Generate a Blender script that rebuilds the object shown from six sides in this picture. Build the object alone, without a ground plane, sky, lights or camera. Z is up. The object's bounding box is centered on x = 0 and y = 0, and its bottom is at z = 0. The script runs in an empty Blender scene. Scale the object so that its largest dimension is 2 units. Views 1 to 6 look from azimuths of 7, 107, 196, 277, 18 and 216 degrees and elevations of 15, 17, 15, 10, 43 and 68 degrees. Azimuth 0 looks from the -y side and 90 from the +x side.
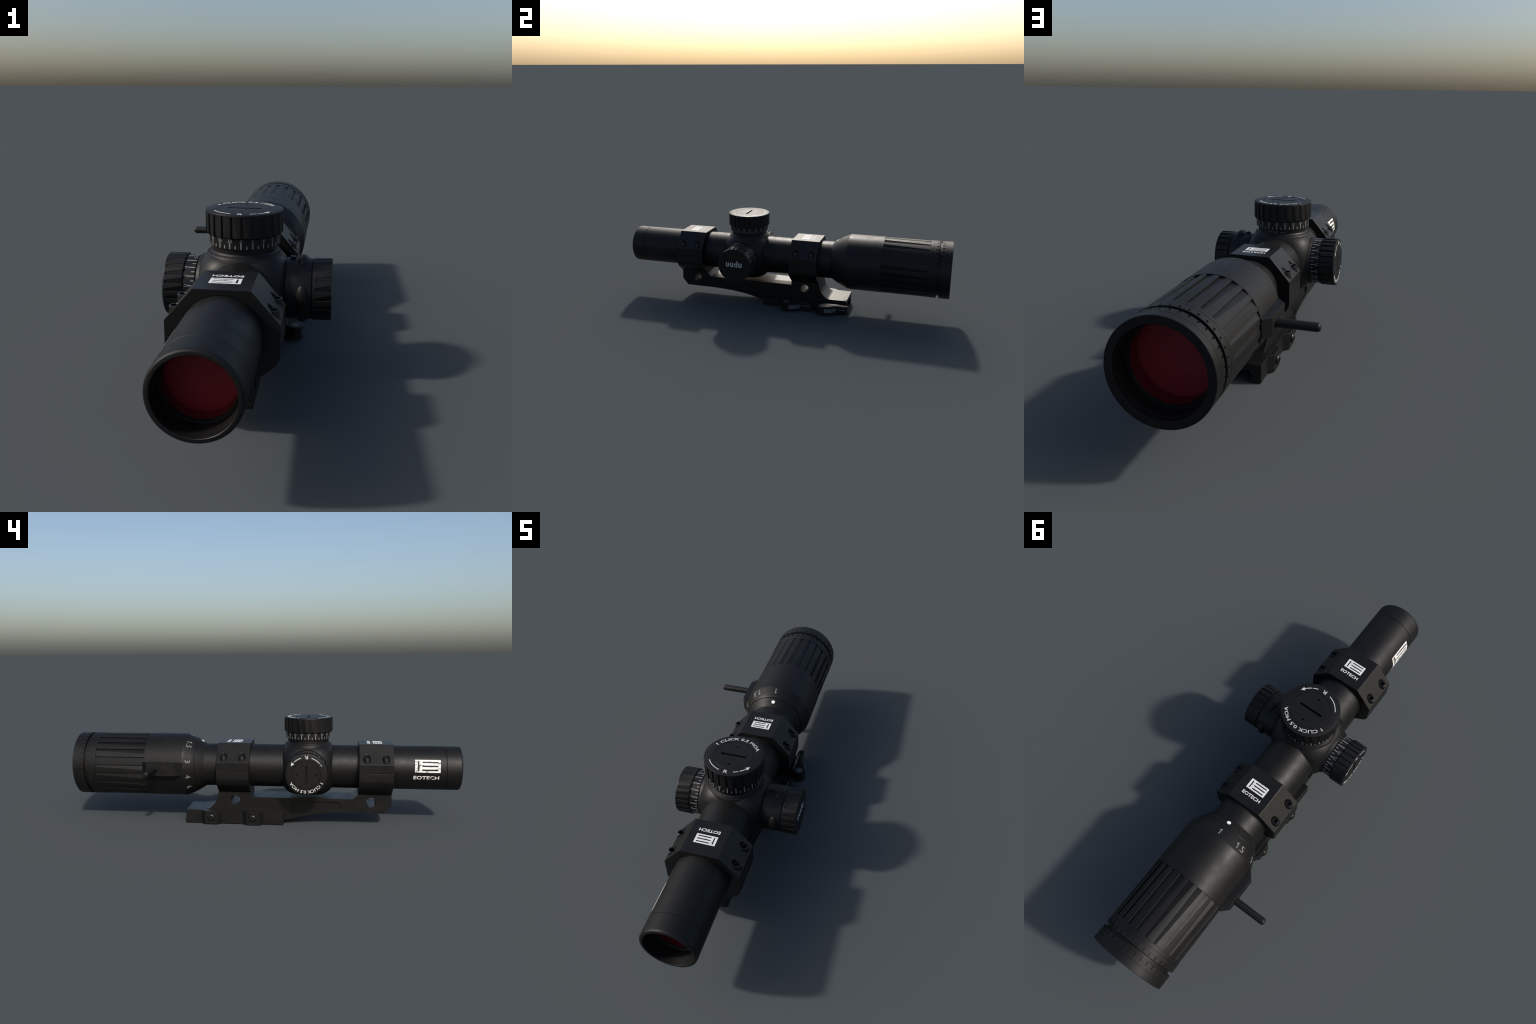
import bpy, bmesh, math, random
from mathutils import Vector, Matrix

random.seed(7)
# ------------------------------------------------------------------ layout
AX, AZ = 0.029, 0.299          # optical axis (runs along y)
TY = -0.2285                   # y of the turret cross
SEG = 96
TAU = 2 * math.pi
X, Y, Z = Vector((1, 0, 0)), Vector((0, 1, 0)), Vector((0, 0, 1))


# ------------------------------------------------------------------ materials
def nodes_of(name):
    m = bpy.data.materials.new(name)
    m.use_nodes = True
    nt = m.node_tree
    return m, nt, nt.nodes["Principled BSDF"]


def coated_metal(name, col, rough, spread=0.05, bump=0.02, scale=260.0, spec=0.5, metallic=0.0, wear=0.35):
    """dark anodised / painted metal: faint blotches, fine sand-blasted grain"""
    m, nt, b = nodes_of(name)
    N, L = nt.nodes.new, nt.links.new
    co = N("ShaderNodeTexCoord")
    blot = N("ShaderNodeTexNoise"); blot.inputs["Scale"].default_value = 9.0
    blot.inputs["Detail"].default_value = 5.0
    L(co.outputs["Object"], blot.inputs["Vector"])
    ramp = N("ShaderNodeValToRGB")
    ramp.color_ramp.elements[0].position = 0.3
    ramp.color_ramp.elements[1].position = 0.75
    lo = [c * (1 - wear * 0.4) for c in col]
    hi = [c * (1 + wear * 0.6) for c in col]
    ramp.color_ramp.elements[0].color = (*lo, 1)
    ramp.color_ramp.elements[1].color = (*hi, 1)
    L(blot.outputs["Fac"], ramp.inputs["Fac"])
    L(ramp.outputs["Color"], b.inputs["Base Color"])
    smear = N("ShaderNodeTexNoise"); smear.inputs["Scale"].default_value = 22.0
    smear.inputs["Detail"].default_value = 4.0
    L(co.outputs["Object"], smear.inputs["Vector"])
    mr = N("ShaderNodeMapRange")
    mr.inputs["From Min"].default_value = 0.3; mr.inputs["From Max"].default_value = 0.7
    mr.inputs["To Min"].default_value = rough - spread; mr.inputs["To Max"].default_value = rough + spread
    L(smear.outputs["Fac"], mr.inputs["Value"])
    L(mr.outputs["Result"], b.inputs["Roughness"])
    grain = N("ShaderNodeTexNoise"); grain.inputs["Scale"].default_value = scale
    grain.inputs["Detail"].default_value = 2.0
    L(co.outputs["Object"], grain.inputs["Vector"])
    bp = N("ShaderNodeBump"); bp.inputs["Strength"].default_value = bump
    bp.inputs["Distance"].default_value = 0.002
    L(grain.outputs["Fac"], bp.inputs["Height"])
    L(bp.outputs["Normal"], b.inputs["Normal"])
    b.inputs["Metallic"].default_value = metallic
    b.inputs["Specular IOR Level"].default_value = spec
    return m


def print_ink(name, col, rough=0.5, worn=0.0, wear_scale=60.0, stretch=(1, 1, 1)):
    """white or grey silk-screen ink, rubbed through to the black in places"""
    m, nt, b = nodes_of(name)
    N, L = nt.nodes.new, nt.links.new
    b.inputs["Roughness"].default_value = rough
    co = N("ShaderNodeTexCoord")
    mp = N("ShaderNodeMapping"); mp.inputs["Scale"].default_value = stretch
    L(co.outputs["Object"], mp.inputs["Vector"])
    n = N("ShaderNodeTexNoise"); n.inputs["Scale"].default_value = wear_scale
    n.inputs["Detail"].default_value = 6.0; n.inputs["Roughness"].default_value = 0.65
    L(mp.outputs["Vector"], n.inputs["Vector"])
    r = N("ShaderNodeValToRGB")
    r.color_ramp.elements[0].position = 0.28 + 0.06 * worn
    r.color_ramp.elements[1].position = 0.36 + 0.08 * worn
    r.color_ramp.elements[0].color = (*[c * (1 - 0.9 * min(1, worn)) for c in col], 1)
    r.color_ramp.elements[1].color = (*col, 1)
    L(n.outputs["Fac"], r.inputs["Fac"])
    L(r.outputs["Color"], b.inputs["Base Color"])
    return m


BLACK = coated_metal("black_anodised_metal", (0.0062, 0.0061, 0.0059), 0.49, spec=0.27)
MOUNT = coated_metal("black_mount_metal", (0.0058, 0.0057, 0.0056), 0.4, spec=0.3)
KNOB = coated_metal("black_knob_metal", (0.0058, 0.0057, 0.0055), 0.47, spec=0.27)
DIAL = coated_metal("black_dial_metal", (0.0050, 0.0050, 0.0052), 0.42, spec=0.3)
RIM = coated_metal("matt_black_rubber", (0.0040, 0.0041, 0.0042), 0.6, spec=0.25)
STEEL = coated_metal("black_oxide_steel", (0.014, 0.0135, 0.013), 0.32, metallic=0.4)
LATCH = coated_metal("grey_latch_steel", (0.085, 0.095, 0.105), 0.45, metallic=0.2)
BORE = coated_metal("matt_black_bore", (0.006, 0.0058, 0.0055), 0.55, spec=0.25)
WHITE = print_ink("white_ink", (0.74, 0.74, 0.73), worn=0.85, wear_scale=130)
WORN = print_ink("worn_white_ink", (0.80, 0.78, 0.75), worn=1.55, wear_scale=50, stretch=(1, 0.55, 1.5))
CAPINK = print_ink("cap_ink", (0.56, 0.56, 0.55), worn=0.5, wear_scale=110)
GREY = print_ink("grey_ink", (0.21, 0.21, 0.205), worn=0.6, wear_scale=120)  # grey darkened to match dial ticks seen in shadow
NUMBER = print_ink("zoom_number_ink", (0.21, 0.21, 0.205), worn=0.8, wear_scale=110)
FAINT = print_ink("faint_ink", (0.10, 0.105, 0.11), worn=0.6, wear_scale=150)

def red_glass(name, col, rough, alpha=1.0):
    m, nt, b = nodes_of(name)
    b.inputs["Roughness"].default_value = rough
    lw = nt.nodes.new("ShaderNodeLayerWeight"); lw.inputs["Blend"].default_value = 0.3
    mx = nt.nodes.new("ShaderNodeMix"); mx.data_type = "RGBA"
    mx.inputs["A"].default_value = (*col, 1)
    mx.inputs["B"].default_value = (*[c * 0.8 for c in col], 1)
    nt.links.new(lw.outputs["Facing"], mx.inputs["Factor"])
    nt.links.new(mx.outputs["Result"], b.inputs["Base Color"])
    b.inputs["Alpha"].default_value = alpha
    return m


GLASS = red_glass("red_coated_glass", (0.50, 0.050, 0.062), 0.40, 0.36)
CLEAR = red_glass("clear_red_tinted_glass", (0.42, 0.018, 0.028), 0.10, 0.12)
BARRELWALL = coated_metal("barrel_painted_glass_tint", (0.060, 0.008, 0.009), 0.6, spec=0.2)  # wall painted red so the crescent shows light tinted by the lens glass

# ------------------------------------------------------------------ objects
ROOT = bpy.data.objects.new("rifle_scope", None)
bpy.context.scene.collection.objects.link(ROOT)
ROOT["label"] = "matte black rifle scope on cantilever mount with red lenses"
ROOT["category"] = "rifle scope"


def link(name, me, parent, mat=None, stuff=False, loc=None):
    o = bpy.data.objects.new(name, me)
    bpy.context.scene.collection.objects.link(o)
    o.parent = parent
    if loc is not None:
        o.location = loc
    if mat is not None and not me.materials:
        me.materials.append(mat)
    if stuff:
        o["kind"] = "stuff"
    return o


def finish(bm, name, angle=32):
    bmesh.ops.recalc_face_normals(bm, faces=bm.faces[:])
    me = bpy.data.meshes.new(name)
    bm.to_mesh(me)
    bm.free()
    me.polygons.foreach_set("use_smooth", [True] * len(me.polygons))
    me.set_sharp_from_angle(angle=math.radians(angle))
    return me


def bake(o, sharpen=True):
    """apply all modifiers of o"""
    dg = bpy.context.evaluated_depsgraph_get()
    me = bpy.data.meshes.new_from_object(o.evaluated_get(dg))
    old = o.data
    o.modifiers.clear()
    o.data = me
    me.name = old.name
    bpy.data.meshes.remove(old)
    if sharpen:
        me.polygons.foreach_set("use_smooth", [True] * len(me.polygons))
        me.set_sharp_from_angle(angle=math.radians(32))


def carve(o, cutters, bevel=0.0):
    for c in cutters:
        md = o.modifiers.new("cut", "BOOLEAN")
        md.operation = "DIFFERENCE"; md.object = c; md.solver = "EXACT"
    bpy.context.view_layer.update()
    if cutters:
        bake(o)
        for c in cutters:
            me = c.data
            bpy.data.objects.remove(c)
            bpy.data.meshes.remove(me)
    if bevel:
        md = o.modifiers.new("edge", "BEVEL")
        md.width = bevel * 0.75; md.segments = 2; md.limit_method = "ANGLE"
        md.angle_limit = math.radians(35); md.harden_normals = False
        bpy.context.view_layer.update()
        bake(o)
    o.data.set_sharp_from_angle(angle=math.radians(50))
    md = o.modifiers.new("flat_faces", "WEIGHTED_NORMAL")     # large flats stay flat
    md.keep_sharp = True; md.weight = 100; md.mode = "FACE_AREA"
    bpy.context.view_layer.update()
    bake(o, False)


class Frame:
    """cylinder coordinates: (h along axis w, radius, angle from u0, counter-clockwise about w)"""
    def __init__(s, O, w, u0):
        s.O, s.w, s.a = Vector(O), Vector(w), Vector(u0)
        s.b = s.w.cross(s.a)

    def p(s, h, r, f):
        return s.O + s.w * h + (s.a * math.cos(f) + s.b * math.sin(f)) * r


BARREL = Frame((AX, 0, AZ), Y, X)          # angle 90 deg = -z side; see b = Y x X = -Z


def revolve_into(bm, fr, prof, seg=SEG):
    rings = []
    for h, r in prof:
        if r < 1e-6:
            rings.append([bm.verts.new(fr.p(h, 0, 0))])
        else:
            rings.append([bm.verts.new(fr.p(h, r, TAU * i / seg)) for i in range(seg)])
    for A, B in zip(rings, rings[1:]):
        for i in range(seg):
            j = (i + 1) % seg
            if len(A) == 1 and len(B) == 1:
                continue
            if len(A) == 1:
                bm.faces.new((A[0], B[j], B[i]))
            elif len(B) == 1:
                bm.faces.new((A[i], A[j], B[0]))
            else:
                bm.faces.new((A[i], A[j], B[j], B[i]))


def lands_into(bm, fr, h0, h1, r_in, r_out, n, w0, w1, side, phase=0.0, sub=4, chamfer=0.0008, deep=None, shallow=None, r_lo=None):
    """raised lands between n grooves; groove width (rad) runs from w0 at h0 to w1 at h1.
    one groove flank is straight, the other slanted (side = +1: slanted flank at growing angle)"""
    step = TAU / n
    for k in range(n):
        f = phase + k * step
        cols = []
        for h, w in ((h0, w0), (h1, w1)):
            ro = r_lo if (r_lo is not None and h == h0) else r_out
            if side > 0:
                a0, a1 = f + w, f + step
            else:
                a0, a1 = f, f + step - w
            e = chamfer / r_out
            an = [a0] + [a0 + e + (a1 - a0 - 2 * e) * i / sub for i in range(sub + 1)] + [a1]
            row = []
            for i, a in enumerate(an):
                edge = i in (0, len(an) - 1)
                row.append((bm.verts.new(fr.p(h, r_in, a)),
                            bm.verts.new(fr.p(h, ro - (chamfer if edge else 0), a))))
            cols.append(row)
        A, B = cols
        for i in range(len(A) - 1):
            bm.faces.new((A[i][1], A[i + 1][1], B[i + 1][1], B[i][1]))
            bm.faces.new((A[i][0], B[i][0], B[i + 1][0], A[i + 1][0]))
            bm.faces.new((A[i][0], A[i + 1][0], A[i + 1][1], A[i][1]))
            bm.faces.new((B[i][0], B[i][1], B[i + 1][1], B[i + 1][0]))
        for i in (0, len(A) - 1):
            bm.faces.new((A[i][0], A[i][1], B[i][1], B[i][0]))
        if deep is None:
            continue
        rows = []                                      # floor: deep at the straight flank, rising to the slanted one
        for h, w in ((h0, w0), (h1, w1)):
            st_, sl_ = (f, f + w) if side > 0 else (f + step, f + step - w)
            rows.append([bm.verts.new(fr.p(h, r_out - deep, st_)), bm.verts.new(fr.p(h, (r_out - deep + r_out - shallow) / 2, (st_ + sl_) / 2)),
                         bm.verts.new(fr.p(h, r_out - shallow, sl_)), bm.verts.new(fr.p(h, r_in, sl_)), bm.verts.new(fr.p(h, r_in, st_))])
        P_, Q_ = rows
        for i in range(5):
            j = (i + 1) % 5
            bm.faces.new((P_[i], P_[j], Q_[j], Q_[i]))
        bm.faces.new(P_); bm.faces.new(Q_)


def groove(h, r, d=0.0012, w=0.0016):
    """profile points of a hairline groove"""
    return [(h - w / 2, r), (h - w / 4, r - d), (h + w / 4, r - d), (h + w / 2, r)]


def revolve(name, fr, prof, parent, mat, seg=SEG, angle=32):
    bm = bmesh.new()
    revolve_into(bm, fr, prof, seg)
    return link(name, finish(bm, name, angle), parent, mat)


def prism_into(bm, pts, place, t0, t1):
    """pts: outline (a, b); place(a, b, t) -> position"""
    lo = [bm.verts.new(place(a, b_, t0)) for a, b_ in pts]
    hi = [bm.verts.new(place(a, b_, t1)) for a, b_ in pts]
    n = len(pts)
    bm.faces.new(lo)
    bm.faces.new(hi)
    for i in range(n):
        j = (i + 1) % n
        bm.faces.new((lo[i], lo[j], hi[j], hi[i]))


def prism(name, pts, place, t0, t1, parent, mat, bevel=0.0):
    bm = bmesh.new()
    prism_into(bm, pts, place, t0, t1)
    o = link(name, finish(bm, name), parent, mat)
    if bevel:
        carve(o, [], bevel)
    return o


def cyl_cutter(p0, p1, r, seg=32):
    d = (p1 - p0).normalized()
    u = d.orthogonal().normalized()
    bm = bmesh.new()
    revolve_into(bm, Frame(p0, d, u), [(0, 0), (0, r), ((p1 - p0).length, r), ((p1 - p0).length, 0)], seg)
    return link("cutter", finish(bm, "cutter"), None)


def box_into(bm, place, a0, a1, b0, b1, t0, t1):
    prism_into(bm, [(a0, b0), (a1, b0), (a1, b1), (a0, b1)], place, t0, t1)


def YZ(a, b_, t):   # outline in (y, z), extruded along x
    return Vector((t, a, b_))


def XZ(a, b_, t):   # outline in (x, z), extruded along y
    return Vector((a, t, b_))


def XY(a, b_, t):   # outline in (x, y), extruded along z
    return Vector((a, b_, t))


# ------------------------------------------------------------------ lettering
def text_bm(body, height=None, width=None, thick=0.0012, bold=0.0, flag=False):
    """solid letters centred on the origin, flat in (x, y), z from -thick to +thick/2"""
    cu = bpy.data.curves.new("lettering", "FONT")
    cu.body = body
    cu.align_x = "CENTER"; cu.align_y = "CENTER"
    cu.resolution_u = 3
    cu.offset = bold
    cu.extrude = 0.5
    o = bpy.data.objects.new("lettering", cu)
    bpy.context.scene.collection.objects.link(o)
    bpy.context.view_layer.update()
    dg = bpy.context.evaluated_depsgraph_get()
    me = bpy.data.meshes.new_from_object(o.evaluated_get(dg))
    bpy.data.objects.remove(o)
    bpy.data.curves.remove(cu)
    bm = bmesh.new()
    bm.from_mesh(me)
    bpy.data.meshes.remove(me)
    bmesh.ops.remove_doubles(bm, verts=bm.verts[:], dist=1e-5)
    xs = [v.co.x for v in bm.verts]; ys = [v.co.y for v in bm.verts]
    w, h = max(xs) - min(xs), max(ys) - min(ys)
    cx, cy = (max(xs) + min(xs)) / 2, (max(ys) + min(ys)) / 2
    sy = height / h if height else width / w
    sx = width / w if width else sy
    for v in bm.verts:
        v.co = Vector(((v.co.x - cx) * sx, (v.co.y - cy) * sy, thick * (0.5 if v.co.z > 0 else -1.0)))
    if flag:                                           # the built-in figure 1 is a bare stem: give it its flag
        x0, H_ = min(v.co.x for v in bm.verts), height
        prism_into(bm, [(x0 + 0.004 * H_, H_ * 0.495), (x0 + 0.004 * H_, H_ * 0.32), (x0 - 0.23 * H_, H_ * 0.16), (x0 - 0.23 * H_, H_ * 0.30)],
                   XY, -thick, thick * 0.45)
    return bm


def slice_bm(bm, step, axis=0):
    """cut along one direction so that the letters can follow a curved surface"""
    c = [v.co[axis] for v in bm.verts]
    lo, hi = min(c), max(c)
    n = int((hi - lo) / step)
    for i in range(1, n + 1):
        co = Vector((0, 0, 0)); co[axis] = lo + i * (hi - lo) / (n + 1)
        no = Vector((0, 0, 0)); no[axis] = 1
        bmesh.ops.bisect_plane(bm, geom=bm.verts[:] + bm.edges[:] + bm.faces[:], plane_co=co, plane_no=no)


def place_bm(bm, fn, name, parent, mat, stuff=False):
    for v in bm.verts:
        v.co = fn(v.co.x, v.co.y, v.co.z)
    return link(name, finish(bm, name, 25), parent, mat, stuff)


def flat(O, R, U):
    O, R, U = Vector(O), Vector(R), Vector(U)
    Nn = R.cross(U)
    return lambda u, v, w: O + R * u + U * v + Nn * w


def arc(O, R, U, rad, mid=0.0, inward=False):
    """text along a circle on a flat face, centre of the word at angle mid (clockwise from U)"""
    O, R, U = Vector(O), Vector(R), Vector(U)
    Nn = R.cross(U)

    def fn(u, v, w):
        if inward:      # reads along the lower arc, letters upright towards the centre
            a = mid - u / rad
            rr = rad - v
        else:
            a = mid + u / rad
            rr = rad + v
        return O + (R * math.sin(a) + U * math.cos(a)) * rr + Nn * w
    return fn


def wrap(fr, h, r, f0):
    """letters round a cylinder, up = axis"""
    return lambda u, v, w: fr.p(h + v, r + w, f0 + u / r)


def merge_bm(dst, src):
    me = bpy.data.meshes.new("tmp")
    src.to_mesh(me)
    src.free()
    dst.from_mesh(me)
    bpy.data.meshes.remove(me)


def emblem_bm(W, H, thick=0.0012):
    """rectangular badge: one upright slot on the left, three bars cut from the right part"""
    bm = bmesh.new()
    xs = [0, 0.105, 0.168, 0.283, 0.910, 1.0]          # columns
    bars = [(0.135, 0.255), (0.440, 0.560), (0.740, 0.855)]  # slots, measured from the bottom

    def cell(x0, x1, y0, y1):
        box_into(bm, lambda a, b_, t: Vector(((a - 0.5) * W, (b_ - 0.5) * H, t)), x0, x1, y0, y1, -thick, thick / 2)
    cell(xs[0], xs[1], 0.0, 1.0)
    cell(xs[1], xs[2], 0.0, 0.13); cell(xs[1], xs[2], 0.87, 1.0)
    cell(xs[2], xs[3], 0.0, 1.0)
    y = 0.0
    for a, c in bars:
        cell(xs[3], xs[4], y, a); y = c
    cell(xs[3], xs[4], y, 1.0)
    cell(xs[4], xs[5], 0.0, 1.0)
    bmesh.ops.remove_doubles(bm, verts=bm.verts[:], dist=1e-6)
    # drop the inner walls between touching cells
    seen = {}
    for f in bm.faces:
        c = f.calc_center_median()
        seen.setdefault((round(c.x, 6), round(c.y, 6), round(c.z, 6)), []).append(f)
    return bm


# ================================================================== main tube
TR = 0.1123
tube = revolve("main_tube", BARREL,
               [(-0.9205, 0.100), (-0.9205, TR - 0.0012), (-0.9195, TR), (-0.36, TR), (-0.09, TR), (0.322, TR), (0.322, 0.09)],
               ROOT, BLACK)
# objective end: outside, rolled lip, bore down to the glass
obj_prof = [(-0.9215, 0.095), (-0.9215, TR - 0.0012), (-0.9225, TR), (-0.9890, TR)]
for i in range(1, 9):                                    # rolled outer lip
    a = i / 8 * math.pi / 2
    obj_prof.append((-0.9890 - 0.0106 * math.sin(a), TR - 0.0075 + 0.0075 * math.cos(a)))
obj_prof += [(-1.0, 0.1010), (-1.0, 0.0988), (-0.9985, 0.0975), (-0.936, 0.0965),
             (-0.9355, 0.0945), (-0.938, 0.0935), (-0.938, 0.0915), (-0.934, 0.0895), (-0.925, 0.0890)]
objective = revolve("objective_bell", BARREL, obj_prof, ROOT, BLACK)


def lens(name, y, y_in, r, d, parent):
    """thin clear front glass at y, red coated element deeper inside at y_in; d = +1 looks towards +y"""
    prof = [(y, r)]
    for i in range(1, 9):
        t = i / 8
        prof.append((y + d * 0.003 * (1 - (1 - t) ** 2), r * (1 - t)))
    revolve("front_glass", BARREL, prof, parent, CLEAR, angle=60)
    revolve("lens_barrel", BARREL, [(y - d * 0.001, r + 0.0005), (y_in, r + 0.004)], parent, BARRELWALL)
    prof = [(y_in - d * 0.002, r + 0.004), (y_in, r + 0.003)]
    for i in range(1, 9):
        t = i / 8
        prof.append((y_in + d * 0.004 * (1 - (1 - t) ** 2), (r + 0.003) * (1 - t)))
    y_end = y_in - d * (0.30 if d < 0 else 0.13)
    revolve("lens_barrel", BARREL, [(y_in - d * 0.001, r + 0.0035), (y_end, r + 0.001), (y_end, 0.0)], parent, BORE)
    return revolve(name, BARREL, prof, parent, GLASS, angle=60)


lens("objective_lens", -0.930, -0.893, 0.0893, -1, objective)

# badge and word on the -x side of the tube
def tube_side(yc, zc):
    th = math.asin((zc - AZ) / TR)
    return lambda u, v, w: Vector((AX - (TR + w) * math.cos(th + v / TR), yc - u, AZ + (TR + w) * math.sin(th + v / TR)))


bm = emblem_bm(0.1245, 0.0650)
slice_bm(bm, 0.006, 1)
place_bm(bm, tube_side(-0.8275, 0.3255), "emblem", tube, WORN)
bm = text_bm("EOTECH", 0.0195, 0.1255, bold=0.020)
slice_bm(bm, 0.006, 1)
place_bm(bm, tube_side(-0.8220, 0.2665), "lettering", tube, WORN)

# ================================================================== turret housing
def superbox(name, c, ax, ay, azt, azb, n, parent, mat, k=26):
    bm = bmesh.new()
    dirs = [(X, Y, Z), (-X, Z, Y), (Y, Z, X), (-Y, X, Z), (Z, X, Y), (-Z, Y, X)]
    for d, u, v in dirs:
        grid = []
        for i in range(k + 1):
            row = []
            for j in range(k + 1):
                s, t = math.tan((i / k - 0.5) * math.pi / 2), math.tan((j / k - 0.5) * math.pi / 2)
                q = d + u * s + v * t
                q = Vector((q.x * ax, q.y * ay, q.z * (azt if q.z > 0 else azb)))
                ux, uy, uz = abs(q.x / ax), abs(q.y / ay), abs(q.z / (azt if q.z > 0 else azb))
                if q.z > 0:
                    e = (ux ** n + uy ** n + uz ** n) ** (1 / n)
                else:                                  # belly: rounder across the tube
                    e = ((ux ** 3 + uz ** 3) ** (n / 3) + uy ** n) ** (1 / n)
                q /= e
                q /= (1 + (q.length / 0.178) ** 16) ** (1 / 16)   # the eight corners are trimmed by a sphere
                e = 1.0
                row.append(bm.verts.new(Vector(c) + q / e))
            grid.append(row)
        for i in range(k):
            for j in range(k):
                bm.faces.new((grid[i][j], grid[i + 1][j], grid[i + 1][j + 1], grid[i][j + 1]))
    bmesh.ops.remove_doubles(bm, verts=bm.verts[:], dist=1e-5)
    return link(name, finish(bm, name, 60), parent, mat)


housing = superbox("turret_housing", (AX, TY, AZ), 0.149, 0.140, 0.133, 0.149, 4.3, ROOT, BLACK)

ELEV = Frame((AX, TY, 0.0), Z, -Y)
WIND = Frame((AX, TY, AZ), -X, -Y)
PARA = Frame((AX, TY, AZ), X, -Y)

# stepped collars between housing and turrets
revolve("turret_collar", ELEV,
        [(0.405, 0.1245), (0.4185, 0.1215), (0.4215, 0.1195), (0.4225, 0.118), (0.4205, 0.1172), (0.4205, 0.1160), (0.4245, 0.1150),
         (0.4265, 0.1120), (0.4255, 0.1105), (0.4285, 0.1085), (0.431, 0.1065), (0.431, 0.095)], housing, BLACK)
revolve("turret_collar", WIND,
        [(0.090, 0.1060), (0.1400, 0.1045), (0.1430, 0.1025), (0.1420, 0.1015), (0.1420, 0.1005),
         (0.1455, 0.0995), (0.1475, 0.0965), (0.1475, 0.085)], housing, BLACK)


# ------------------------------------------------------------------ numbered turrets
def turret(name, fr, h_neck, r_neck, h_dial0, h_dial1, r_dial, h_knob0, h_knob1, r_knob, h_top,
           r_cap, slot_half, slot_dir, hole_r, face_R, face_U, text_rad, text_h, zero):
    rim = h_top - 0.006
    bm = bmesh.new()
    core = r_knob - 0.0054
    revolve_into(bm, fr, [(h_dial1 - 0.001, r_dial - 0.02), (h_dial1, r_dial - 0.001), (h_knob0 - 0.003, core - 0.0005), (h_knob0, core), (rim, core),
                          (rim, r_knob), (h_top - 0.0022, r_knob), (h_top - 0.0008, r_knob - 0.0007), (h_top, r_knob - 0.0025), (h_top, r_cap + 0.0012),
                          (h_top - 0.002, r_cap + 0.0004), (h_top - 0.017, r_cap + 0.0004)])
    st = TAU / 24
    lands_into(bm, fr, h_knob0, rim + 0.001, core - 0.002, r_knob, 24, st * 0.62, st * 0.26, +1, phase=0.05, deep=0.0052, shallow=0.0012)
    # lower chamfer of each land
    lands_into(bm, fr, h_dial1 + 0.0004, h_knob0, r_dial - 0.004, r_knob, 24, st * 0.66, st * 0.62, +1, phase=0.05, r_lo=r_dial + 0.0016)
    knob = link(name, finish(bm, name), ROOT, KNOB)

    dial = revolve("dial", fr, [(h_neck - 0.012, r_neck - 0.012), (h_neck, r_neck), (h_dial0 - 0.0005, r_neck), (h_dial0, r_dial - 0.0015), (h_dial0 + 0.0015, r_dial),
                                (h_dial1 + 0.001, r_dial), (h_dial1 + 0.001, r_dial - 0.02)], knob, DIAL)

    # slotted cap let into the top
    bm = bmesh.new()
    revolve_into(bm, fr, [(h_top - 0.016, 0), (h_top - 0.016, r_cap), (h_top - 0.001, r_cap), (h_top - 0.0002, r_cap - 0.0008), (h_top - 0.0002, 0)])
    cap = link("cap", finish(bm, "cap"), knob, KNOB)
    sd = Vector(slot_dir); cd = fr.w.cross(sd)
    top = fr.p(h_top, 0, 0)
    cb = bmesh.new()
    box_into(cb, lambda a, b_, t: top + sd * a + cd * b_ + fr.w * t, -slot_half, slot_half, -0.0056, 0.0056, -0.0125, 0.01)
    cut = [link("cutter", finish(cb, "cutter"), None)]
    for s in (-1, 1):
        q = top + cd * (s * hole_r)
        cut.append(cyl_cutter(q - fr.w * 0.012, q + fr.w * 0.01, 0.0046, 16))
    carve(cap, cut, 0.0006)

    # graduations: 20 numbers, long and short ticks
    long_t, short_t, num = bmesh.new(), bmesh.new(), bmesh.new()
    H = h_dial1 - h_dial0
    for i in range(40):
        f = TAU * i / 40 + zero
        lg = i % 2 == 0
        hw = (0.0019 if lg else 0.0016) / r_dial
        top_h = h_dial0 + H * (0.66 if lg else 0.38)
        b0 = h_dial0 + H * 0.05
        dst = long_t if lg else short_t
        prism_into(dst, [(f - hw, b0), (f + hw, b0), (f + hw, top_h), (f - hw, top_h)],
                   lambda a, b_, t: fr.p(b_, t, a), r_dial - 0.001, r_dial + 0.0005)
        if lg:
            t = text_bm(str(i), H * 0.36, thick=0.001)
            fn = wrap(fr, h_dial0 + H * 0.85, r_dial + 0.0002, f)
            for v in t.verts:
                v.co = fn(*v.co)
            merge_bm(num, t)
    merge_bm(long_t, short_t)
    link("tick_marks", finish(long_t, "tick_marks"), knob, GREY, True)
    link("numerals", finish(num, "numerals"), knob, FAINT2, True)

    # words, letter and arrow on the face
    O = fr.p(h_top, 0, 0)
    t = text_bm("1 CLICK 0.5 MOA", text_h, TAU * 124 / 360 * text_rad, bold=0.009, flag=True)
    slice_bm(t, 0.008, 0)
    place_bm(t, arc(O, face_R, face_U, text_rad), "lettering", knob, CAPINK)
    t = text_bm("R", text_h * 1.15, text_h * 1.15, bold=0.008)
    place_bm(t, flat(O - Vector(face_U) * text_rad, face_R, face_U), "lettering", knob, CAPINK)
    R_, U_ = Vector(face_R), Vector(face_U)
    bm = bmesh.new()

    def face_pt(rad, a, t):
        return O + (R_ * math.sin(a) - U_ * math.cos(a)) * rad + fr.w * t
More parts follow.
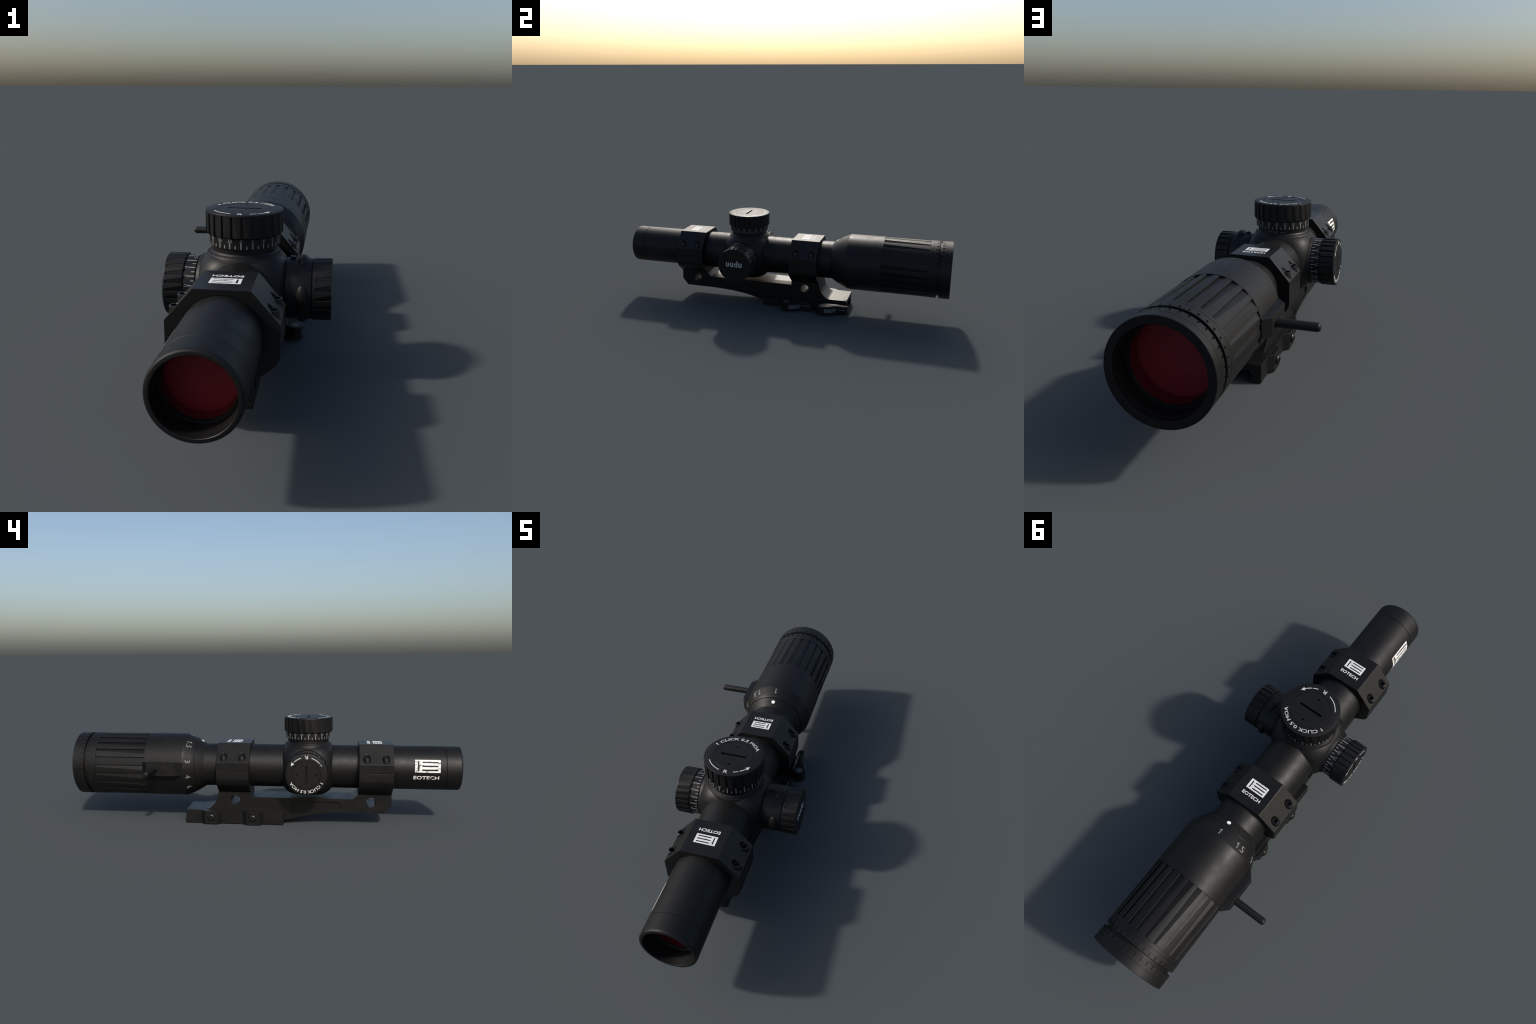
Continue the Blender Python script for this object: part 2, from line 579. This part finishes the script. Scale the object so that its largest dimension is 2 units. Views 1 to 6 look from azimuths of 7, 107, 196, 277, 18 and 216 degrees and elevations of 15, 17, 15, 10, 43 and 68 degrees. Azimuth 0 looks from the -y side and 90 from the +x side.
    for s, a1 in ((-1, 60), (1, 53)):
        n = 10
        for i in range(n):
            q0 = math.radians(17 + (a1 - 17) * i / n) * s
            q1 = math.radians(17 + (a1 - 17) * (i + 1) / n) * s
            prism_into(bm, [(text_rad - 0.0017, q0), (text_rad + 0.0017, q0), (text_rad + 0.0017, q1), (text_rad - 0.0017, q1)],
                       lambda a, b_, t: face_pt(a, b_, t), -0.001, 0.0006)
    q0, q1 = math.radians(50), math.radians(50) + 0.0165 / text_rad
    prism_into(bm, [(text_rad - 0.0085, q0 - 0.01), (text_rad + 0.0085, q0 - 0.01), (text_rad, q1)],
               lambda a, b_, t: face_pt(a, b_, t), -0.001, 0.0007)
    bmesh.ops.remove_doubles(bm, verts=bm.verts[:], dist=1e-6)
    link("arrow", finish(bm, "arrow"), knob, CAPINK)
    return knob


FAINT2 = print_ink("number_ink", (0.17, 0.175, 0.18), worn=0.5, wear_scale=150)

elevation = turret("elevation_turret", ELEV, 0.4315, 0.1060, 0.4500, 0.4815, 0.1151, 0.4885, 0.553, 0.1247, 0.5598,
                   0.0835, 0.054, X, 0.0558, X, Y, 0.1020, 0.0150, 0.045)
windage = turret("windage_turret", WIND, 0.1465, 0.0955, 0.1490, 0.1845, 0.0977, 0.1905, 0.247, 0.1032, 0.2530,
                 0.0690, 0.043, Z, 0.0475, Y, -Z, 0.0860, 0.0150, 0.24)

# UP mark on the neck, facing the shooter
t = text_bm("UP", 0.0085, thick=0.0008)
place_bm(t, wrap(ELEV, 0.4378, 0.1060, math.pi), "lettering", elevation, FAINT2)
bm = bmesh.new()
for f0, f1, h0, h1 in ((0.16, 0.36, 0.4372, 0.4384), (0.355, 0.367, 0.4350, 0.4406), (-0.36, -0.17, 0.4395, 0.4407), (-0.18, -0.165, 0.4340, 0.4407)):
    n = 6
    for i in range(n):
        a, c = f0 + (f1 - f0) * i / n, f0 + (f1 - f0) * (i + 1) / n
        prism_into(bm, [(a, h0), (c, h0), (c, h1), (a, h1)], lambda a_, b_, t_: ELEV.p(b_, t_, math.pi + a_), 0.1052, 0.1064)
bmesh.ops.remove_doubles(bm, verts=bm.verts[:], dist=1e-6)
link("arrow", finish(bm, "arrow"), elevation, FAINT2)

# ------------------------------------------------------------------ parallax / illumination knob (+x)
bm = bmesh.new()
pr = 0.1003
revolve_into(bm, PARA, [(0.080, pr - 0.003), (0.1385, pr - 0.003), (0.1395, pr - 0.0015), (0.1410, pr - 0.0005), (0.2185, pr - 0.0005), (0.2215, pr - 0.002), (0.2235, pr - 0.0045),
                        (0.2245, pr - 0.0045), (0.2265, pr - 0.001), (0.2275, pr + 0.0005), (0.2315, pr + 0.0008), (0.2315, pr - 0.0050), (0.2835, pr - 0.0050),
                        (0.2835, pr + 0.0005), (0.2855, pr + 0.0005), (0.2865, pr - 0.001), (0.2865, 0.0)])
st = TAU / 20
lands_into(bm, PARA, 0.2310, 0.2840, pr - 0.008, pr + 0.0006, 20, st * 0.24, st * 0.60, -1, phase=0.08, deep=0.0048, shallow=0.0012)
para = link("parallax_knob", finish(bm, "parallax_knob"), ROOT, KNOB)
for i in range(4):                                   # grip bumps
    f = TAU * i / 4
    bm = bmesh.new()
    bmesh.ops.create_uvsphere(bm, u_segments=28, v_segments=18, radius=1.0)
    er = PARA.a * math.cos(f) + PARA.b * math.sin(f)
    et = PARA.w.cross(er)
    c = PARA.p(0.1925, 0.0925, f)
    for v in bm.verts:
        q = v.co.copy()
        v.co = c + PARA.w * (q.x * 0.0200) + et * (q.y * 0.0410) + er * (q.z * 0.0200)
    link("grip_bump", finish(bm, "grip_bump", 80), para, BLACK)
s = Frame((0.1885, TY, 0.393), Z, X)
revolve("grub_screw", s, [(0, 0.0095), (0.0095, 0.0095), (0.0125, 0.0095), (0.0138, 0.0085), (0.0138, 0.0048), (0.0105, 0.0042), (0.0095, 0)], para, STEEL, 24)

# word on the knob face, built from rounded strokes
bm = bmesh.new()
pf_ = flat((0.3155, TY - 0.003, 0.3035), Y, Z)
pf = lambda u, v, w: pf_(u * 0.93, v * 0.93, w)
sw = 0.0064                                           # stroke width


def stroke(pts, w=sw):
    """fat polyline with square ends"""
    for (a0, b0), (a1, b1) in zip(pts, pts[1:]):
        d = Vector((a1 - a0, b1 - b0)); L_ = d.length; d /= L_
        e = w * 0.18
        n = Vector((-d.y, d.x)) * w / 2
        A, B = Vector((a0, b0)) - d * e, Vector((a1, b1)) + d * e
        prism_into(bm, [tuple(A - n), tuple(B - n), tuple(B + n), tuple(A + n)], pf, -0.001, 0.0004 + 0.00012 * (len(bm.faces) % 5))


xh = 0.0265
for k, x0 in enumerate((-0.0475, -0.0195, 0.0360)):   # three cups
    wd = 0.0150 if k else 0.0140
    lo = -xh / 2 + 0.003
    stroke([(x0, xh / 2), (x0, lo + 0.004), (x0 + 0.004, lo), (x0 + wd - 0.003, lo), (x0 + wd, lo + 0.003 if k == 0 else lo - 0.002)])
    stroke([(x0 + wd, xh / 2), (x0 + wd, lo + 0.002)])
stroke([(0.0085 + 0.015, xh / 2 + 0.0125), (0.0085 + 0.015, -xh / 2)])
stroke([(0.0085 + 0.013, xh / 2 - 0.004), (0.0085 + 0.004, xh / 2 - 0.004), (0.0085, xh / 2 - 0.008), (0.0085, -xh / 2 + 0.004), (0.0085 + 0.013, -xh / 2 + 0.002)], sw * 0.85)
link("lettering", finish(bm, "lettering"), para, CAPINK)

# ================================================================== eyepiece
mag = revolve("magnification_ring", BARREL,
              [(0.3110, 0.100), (0.3110, TR + 0.0002), (0.3180, 0.1165), (0.3260, 0.1220), (0.3330, 0.1262), (0.3420, 0.1318), (0.3500, 0.1362),
               (0.3508, 0.1350), (0.3526, 0.1350), (0.3530, 0.1385), (0.3545, 0.1397), (0.3700, 0.1475), (0.3880, 0.1558), (0.4020, 0.1618), (0.4085, 0.1648), (0.4130, 0.1657), (0.4180, 0.1659),
               (0.6140, 0.1659), (0.6148, 0.1651), (0.6148, 0.140)], ROOT, BLACK)

# numerals on the conical shoulder, read from behind the eyepiece
def on_cone(y0, r0, slope, ang):
    """ang: from the top towards -x; up on the letters = -y along the cone"""
    ca, sa = 1 / math.hypot(1, slope), slope / math.hypot(1, slope)

    def fn(u, v, w):
        y = y0 - v * ca + (-sa) * w
        r = r0 - v * sa + ca * w
        a = ang + u / r0
        return Vector((AX - r * math.sin(a), y, AZ + r * math.cos(a)))
    return fn


for s_, a_, in (("1", 0), ("1.5", 40), ("3", 75.5), ("4", 105.5), ("6", 131)):
    t = text_bm(s_, 0.0275, bold=0.0, flag=s_[0] == "1")
    slice_bm(t, 0.008, 0)
    place_bm(t, on_cone(0.3865, 0.1552, 0.452, math.radians(a_)), "numeral", mag, NUMBER)
bm = bmesh.new()
fn = on_cone(0.3325, 0.1259, 0.60, math.radians(-1))
n = 24
prism_into(bm, [(0.0085 * math.cos(TAU * i / n), 0.0085 * math.sin(TAU * i / n)) for i in range(n)], fn, -0.002, 0.0012)
link("index_dot", finish(bm, "index_dot"), mag, print_ink("bright_white_ink", (0.9, 0.9, 0.9)))

# throw lever: wedge block with pin
blk = prism("throw_lever", [(0.388, -0.118), (0.4135, -0.1375), (0.4490, -0.1665), (0.5925, -0.1665), (0.6215, -0.1385), (0.6215, -0.118)],
            lambda a, b_, t: Vector((b_, a, t)), 0.2670, 0.3325, mag, BLACK, 0.0012)
Pf = Frame((0, 0.5530, 0.2998), -X, Z)
pin_prof = [(0.150, 0.0), (0.150, 0.0155), (0.3035, 0.0155)]
for i in range(1, 7):
    a = i / 6 * math.pi / 2
    pin_prof.append((0.3035 + 0.0118 * math.sin(a), 0.0050 + 0.0105 * math.cos(a)))
pin_prof.append((0.3155, 0.0))
revolve("lever_pin", Pf, pin_prof, mag, BLACK, 40)
bm = bmesh.new()
revolve_into(bm, Frame((-0.1560, 0.5030, 0.2998), -X, Z), [(0, 0), (0, 0.0188), (0.0108, 0.0188), (0.0114, 0.0180), (0.0114, 0)], 40)
sc = link("lever_screw", finish(bm, "lever_screw"), mag, BLACK)
carve(sc, [cyl_cutter(Vector((-0.162, 0.503, 0.2998 + d)), Vector((-0.18, 0.503, 0.2998 + d)), 0.0045, 16) for d in (-0.0095, 0.0095)])

# fluted grip and rear ring
bm = bmesh.new()
E0, E1 = 0.6152, 0.8765
RO = 0.1659
revolve_into(bm, BARREL, [(E0 - 0.004, 0.140), (E0 - 0.0002, 0.1450), (E0 - 0.0002, 0.1568), (E1, 0.1568), (E1, RO - 0.0006), (E1 + 0.0006, RO)] + groove(0.893, RO) +
             [(0.9085, RO), (0.9085, RO - 0.0030), (0.9225, RO - 0.0030), (0.9225, RO), (0.9240, RO), (0.9240, 0.1515), (0.9400, 0.1515), (0.9400, RO), (0.9415, RO), (0.9415, RO - 0.0030), (0.9560, RO - 0.0030), (0.9560, RO)] +
             groove(0.9690, RO, 0.0008) +
             [(0.9982, RO), (0.9994, RO - 0.0008), (1.0, RO - 0.0020)])
st = TAU / 24
lands_into(bm, BARREL, E0, E1 - 0.0004, 0.1550, RO - 0.0012, 24, st * 0.57, st * 0.24, -1, phase=0.10, sub=4, chamfer=0.0006, deep=0.0068, shallow=0.0014)
st = TAU / 36
lands_into(bm, BARREL, 0.9083, 0.9227, RO - 0.008, RO, 36, st * 0.20, st * 0.20, 1, phase=0.0, sub=3, chamfer=0.0005)
lands_into(bm, BARREL, 0.9413, 0.9562, RO - 0.008, RO, 36, st * 0.20, st * 0.20, 1, phase=st / 2, sub=3, chamfer=0.0005)
eye = link("eyepiece", finish(bm, "eyepiece"), ROOT, BLACK)
revolve("eyepiece_rim", BARREL, [(0.9993, RO - 0.0022), (1.0, RO - 0.0030), (1.0, 0.1412), (0.9990, 0.1400), (0.9780, 0.1385), (0.9775, 0.1378), (0.9765, 0.1384), (0.9350, 0.1372),
                                 (0.9345, 0.1330), (0.9375, 0.1320), (0.9375, 0.1285), (0.9340, 0.1265), (0.9280, 0.1250)], eye, RIM)
lens("eyepiece_lens", 0.9300, 0.875, 0.1250, +1, eye)

# ================================================================== mount
BX, HW = 0.0302, 0.0780                                             # half width of the beam
beam_out = [(0.2388, 0.1660), (0.2400, 0.1580), (0.2416, 0.1500), (0.2440, 0.1390), (0.2475, 0.1270), (0.2530, 0.1140), (0.2604, 0.1026), (0.2690, 0.0916),
            (0.2789, 0.0822), (0.2890, 0.0750), (0.3020, 0.0702),
            (0.4110, 0.0702), (0.4110, 0.0455), (-0.1000, 0.0455), (-0.1060, 0.0205),
            (-0.1180, 0.0225), (-0.1350, 0.0268), (-0.1547, 0.0318), (-0.1950, 0.0420), (-0.2446, 0.0520), (-0.3140, 0.0615), (-0.3800, 0.0662), (-0.4500, 0.0688),
            (-0.6262, 0.0696), (-0.6597, 0.1110), (-0.6590, 0.1660),
            (-0.4879, 0.1660), (-0.4879, 0.1612), (-0.4616, 0.1402), (0.0672, 0.1402), (0.0672, 0.1660)]
bm = bmesh.new()
prism_into(bm, beam_out, YZ, BX - HW, BX + HW)
mount = link("mount_base", finish(bm, "mount_base"), ROOT, MOUNT)
cut = []
for y in (-0.5563, 0.1497):
    cut.append(cyl_cutter(Vector((AX - 0.2, y, 0.1248)), Vector((AX + 0.2, y, 0.1248)), 0.0255, 48))
# tapered pockets in both flanks
pk = []
def corner(cx, cy, r, a0, a1, n=7):
    return [(cx + r * math.cos(math.radians(a0 + (a1 - a0) * i / n)), cy + r * math.sin(math.radians(a0 + (a1 - a0) * i / n))) for i in range(n + 1)]
pocket = (corner(-0.1600, 0.1040, 0.0195, 90, 0) + corner(-0.1535, 0.0625, 0.0135, 0, -102) +
          [(-0.2345, 0.0632), (-0.3336, 0.0770)] + corner(-0.3820, 0.1000, 0.0185, 255, 175) + corner(-0.3830, 0.1055, 0.0185, 175, 90))
for s in (-1, 1):
    cb = bmesh.new()
    x = BX + s * HW
    prism_into(cb, pocket, YZ, x - s * 0.009, x + s * 0.05)
    cut.append(link("cutter", finish(cb, "cutter"), None))
carve(mount, cut, 0.0012)

# rail plate and fixed jaw with two bosses on the -x side
bm = bmesh.new()
prism_into(bm, [(-0.0712, 0.0), (-0.0712, 0.0703), (-0.0385, 0.0703), (-0.0385, 0.0455), (-0.0260, 0.0455), (-0.0260, 0.0415), (-0.0422, 0.0221), (-0.0275, 0.0037), (-0.0314, 0.0)],
           XZ, -0.1060, 0.4108)
o = link("fixed_jaw", finish(bm, "fixed_jaw"), mount, MOUNT)
carve(o, [], 0.001)
for c in (0.2727, 0.0531):
    prism("jaw_boss", [(-0.068, c + 0.0555), (-0.0712, c + 0.0555), (-0.0915, c + 0.0315), (-0.0915, c - 0.0315), (-0.0712, c - 0.0535), (-0.068, c - 0.0535)],
          XY, -0.0002, 0.0698, mount, MOUNT, 0.001)
# movable jaw under the +x edge
bm = bmesh.new()
prism_into(bm, [(0.0894, 0.0), (0.1285, 0.0), (0.1310, 0.0030), (0.1300, 0.0512), (0.0860, 0.0512), (0.0860, 0.0415), (0.1002, 0.0221), (0.0855, 0.0037)],
           XZ, -0.1065, 0.4050)
o = link("movable_jaw", finish(bm, "movable_jaw"), mount, MOUNT)
carve(o, [], 0.001)

# button-head screws
def button_head():
    bm = bmesh.new()
    prof = [(0.0, 0.0195), (0.002, 0.0195)]
    for i in range(1, 8):
        a = i / 7 * math.radians(72)
        prof.append((0.002 + 0.0105 * math.sin(a), 0.0045 + 0.0150 * math.cos(a)))
    prof += [(0.0118, 0.0082), (0.0060, 0.0078), (0.0055, 0.0)]
    revolve_into(bm, Frame((0, 0, 0), -X, Z), prof, 36)
    # six lobes of the driver recess
    for i in range(6):
        f = TAU * i / 6
        revolve_into(bm, Frame((-0.0055, 0.0078 * math.cos(f), 0.0078 * math.sin(f)), -X, Z), [(0, 0.0), (0, 0.0021), (0.0058, 0.0021), (0.0062, 0.0)], 8)
    return finish(bm, "clamp_screw")


me = button_head()
for y in (0.2727, 0.0531):
    link("clamp_screw", me, mount, STEEL, loc=(-0.0912, y, 0.0372))

# quick-release levers on the +x side
def lever_outline(grow=0.0):
    g = grow
    pts = []
    for i in range(13):                                # round head about the pivot
        a = math.radians(-135 + 190 * i / 12)
        pts.append((0.1815 + (0.0315 + g) * math.cos(a), (0.0325 + g) * math.sin(a)))
    pts += [(0.1975 + g, 0.0440), (0.1860 + g, 0.0600), (0.1740 + g, 0.0760), (0.1690 + g, 0.0900), (0.1690 + g, 0.1120), (0.1705 + g, 0.1450)]
    pts += [(0.1690 + g, 0.1535 + g), (0.1630, 0.1580 + g), (0.1480, 0.1560 + g), (0.1430 - g, 0.1500), (0.1400 - g, 0.1200), (0.1400 - g, 0.0300), (0.1450 - g, -0.0100)]
    return pts


for yp in (0.2727, 0.0546):
    bm = bmesh.new()
    pl = lambda a, b_, t: Vector((a, yp + b_, t))
    prism_into(bm, lever_outline(), pl, 0.0430, 0.0565)
    prism_into(bm, lever_outline(), pl, 0.0085, 0.0220)
    prism_into(bm, lever_outline(-0.0045), pl, 0.0200, 0.0450)
    # solid finger tab
    prism_into(bm, [(0.1420, 0.0960), (0.1698, 0.0960), (0.1706, 0.1290), (0.1712, 0.1450), (0.1682, 0.1540), (0.1480, 0.1558)], pl, 0.0150, 0.0500)
    lev = link("clamp_lever", finish(bm, "clamp_lever"), mount, KNOB)
    carve(lev, [], 0.0030)
    bm = bmesh.new()
    prism_into(bm, [(0.150, 0.0220), (0.2085, 0.0220), (0.2030, 0.0640), (0.1735, 0.0870), (0.150, 0.0870)], pl, 0.0215, 0.0435)
    link("latch", finish(bm, "latch"), mount, LATCH)
    revolve("pivot_pin", Frame((0.1815, yp, 0), Z, X), [(0.040, 0.0), (0.040, 0.0178), (0.0570, 0.0178), (0.0576, 0.0170), (0.0576, 0)], mount, LATCH, 36)
    # pivot shank into the jaw
    revolve("pivot_shank", Frame((0.115, yp, 0.030), X, Z), [(0, 0), (0, 0.0140), (0.045, 0.0140), (0.060, 0)], mount, STEEL, 28)
    # small stamped marks on the finger tab and along the top
    bm = bmesh.new()
    for i in range(10):
        a = 0.0985 + i * 0.0047
        hgt = 0.0058 if i not in (4,) else 0.002
        box_into(bm, lambda p_, q_, t: Vector((t, yp + p_, q_)), a, a + 0.0031, 0.0330, 0.0330 + hgt, 0.168, 0.1722)
    for i in range(20):
        if i in (4, 11):
            continue
        a = 0.004 + i * 0.0062
        box_into(bm, lambda p_, q_, t: Vector((q_, yp + p_, t)), a, a + 0.0040, 0.1475, 0.1555, 0.055, 0.0570)
    link("stamped_marks", finish(bm, "stamped_marks"), mount, FAINT, True)

# ------------------------------------------------------------------ scope rings
def arc_pts(r, a0, a1, n):
    return [(AX + r * math.cos(math.radians(a0 + (a1 - a0) * i / n)), AZ + r * math.sin(math.radians(a0 + (a1 - a0) * i / n))) for i in range(n + 1)]


ZS = 0.2915                                            # split plane
rb = TR + 0.0006
sp = math.degrees(math.asin((AZ - ZS) / rb))
low_side = [(0.1560, ZS - 0.0006), (0.1562, 0.2520), (0.1553, 0.2440), (0.1528, 0.2360), (0.1490, 0.2280), (0.1430, 0.2190), (0.1340, 0.2100), (0.1230, 0.2015), (0.1100, 0.1905), (0.0935, 0.1780), (0.0770, 0.1650), (0.0735, 0.1632)]
socket = None
for y0, y1, bolts in ((0.0675, 0.2370, (0.1045, 0.1990)), (-0.6590, -0.4885, (-0.6205, -0.5265))):
    cap_out = [(AX - 0.156, ZS + 0.0006), (AX - 0.156, 0.3355), (AX - 0.078, 0.4272), (AX + 0.078, 0.4272), (AX + 0.156, 0.3355), (AX + 0.156, ZS + 0.0006)]
    cap_out += arc_pts(rb, -sp, 180 + sp, 48)
    bm = bmesh.new()
    prism_into(bm, cap_out, XZ, y0, y1)
    cap = link("ring_cap", finish(bm, "ring_cap"), mount, MOUNT)
    cut = []
    for s in (-1, 1):
        for yb in bolts:
            cut.append(cyl_cutter(Vector((AX + s * 0.1345, yb, 0.335)), Vector((AX + s * 0.1345, yb, 0.45)), 0.0180, 32))
    carve(cap, cut, 0.0016)
    foot = BX - AX                                     # the foot sits on the slightly offset beam
    base_out = [(AX + a + (foot if b_ < 0.17 else 0), b_) for a, b_ in low_side]
    base_out += [(AX - a + (foot if b_ < 0.17 else 0), b_) for a, b_ in reversed(low_side)]
    base_out += list(reversed(arc_pts(rb, -sp - 0.6, -180 + sp + 0.6, 48)))
    bm = bmesh.new()
    prism_into(bm, base_out, XZ, y0 + 0.0004, y1 - 0.0004)
    low = link("ring_saddle", finish(bm, "ring_saddle"), mount, MOUNT)
    carve(low, [], 0.0016)
    # cap screws
    if socket is None:
        bm = bmesh.new()
        revolve_into(bm, Frame((0, 0, 0), Z, X), [(0, 0), (0, 0.0160), (0.0315, 0.0160), (0.0328, 0.0155), (0.0335, 0.0145), (0.0335, 0.0106), (0.0325, 0.0098), (0.0200, 0.0096), (0.0200, 0)], 36)
        socket = finish(bm, "ring_screw")
    for s in (-1, 1):
        for yb in bolts:
            link("ring_screw", socket, mount, STEEL, loc=(AX + s * 0.1345, yb, 0.3330))
    # badge on the flat top, read from behind
    yc = (y0 + y1) / 2
    bm = emblem_bm(0.0875, 0.0460)
    place_bm(bm, flat((AX - 0.001, yc - 0.0095, 0.4272), -X, -Y), "emblem", mount, WHITE)
    t = text_bm("EOTECH", 0.0150, 0.0885, bold=0.020)
    place_bm(t, flat((AX - 0.001, yc + 0.0355, 0.4272), -X, -Y), "lettering", mount, WHITE)
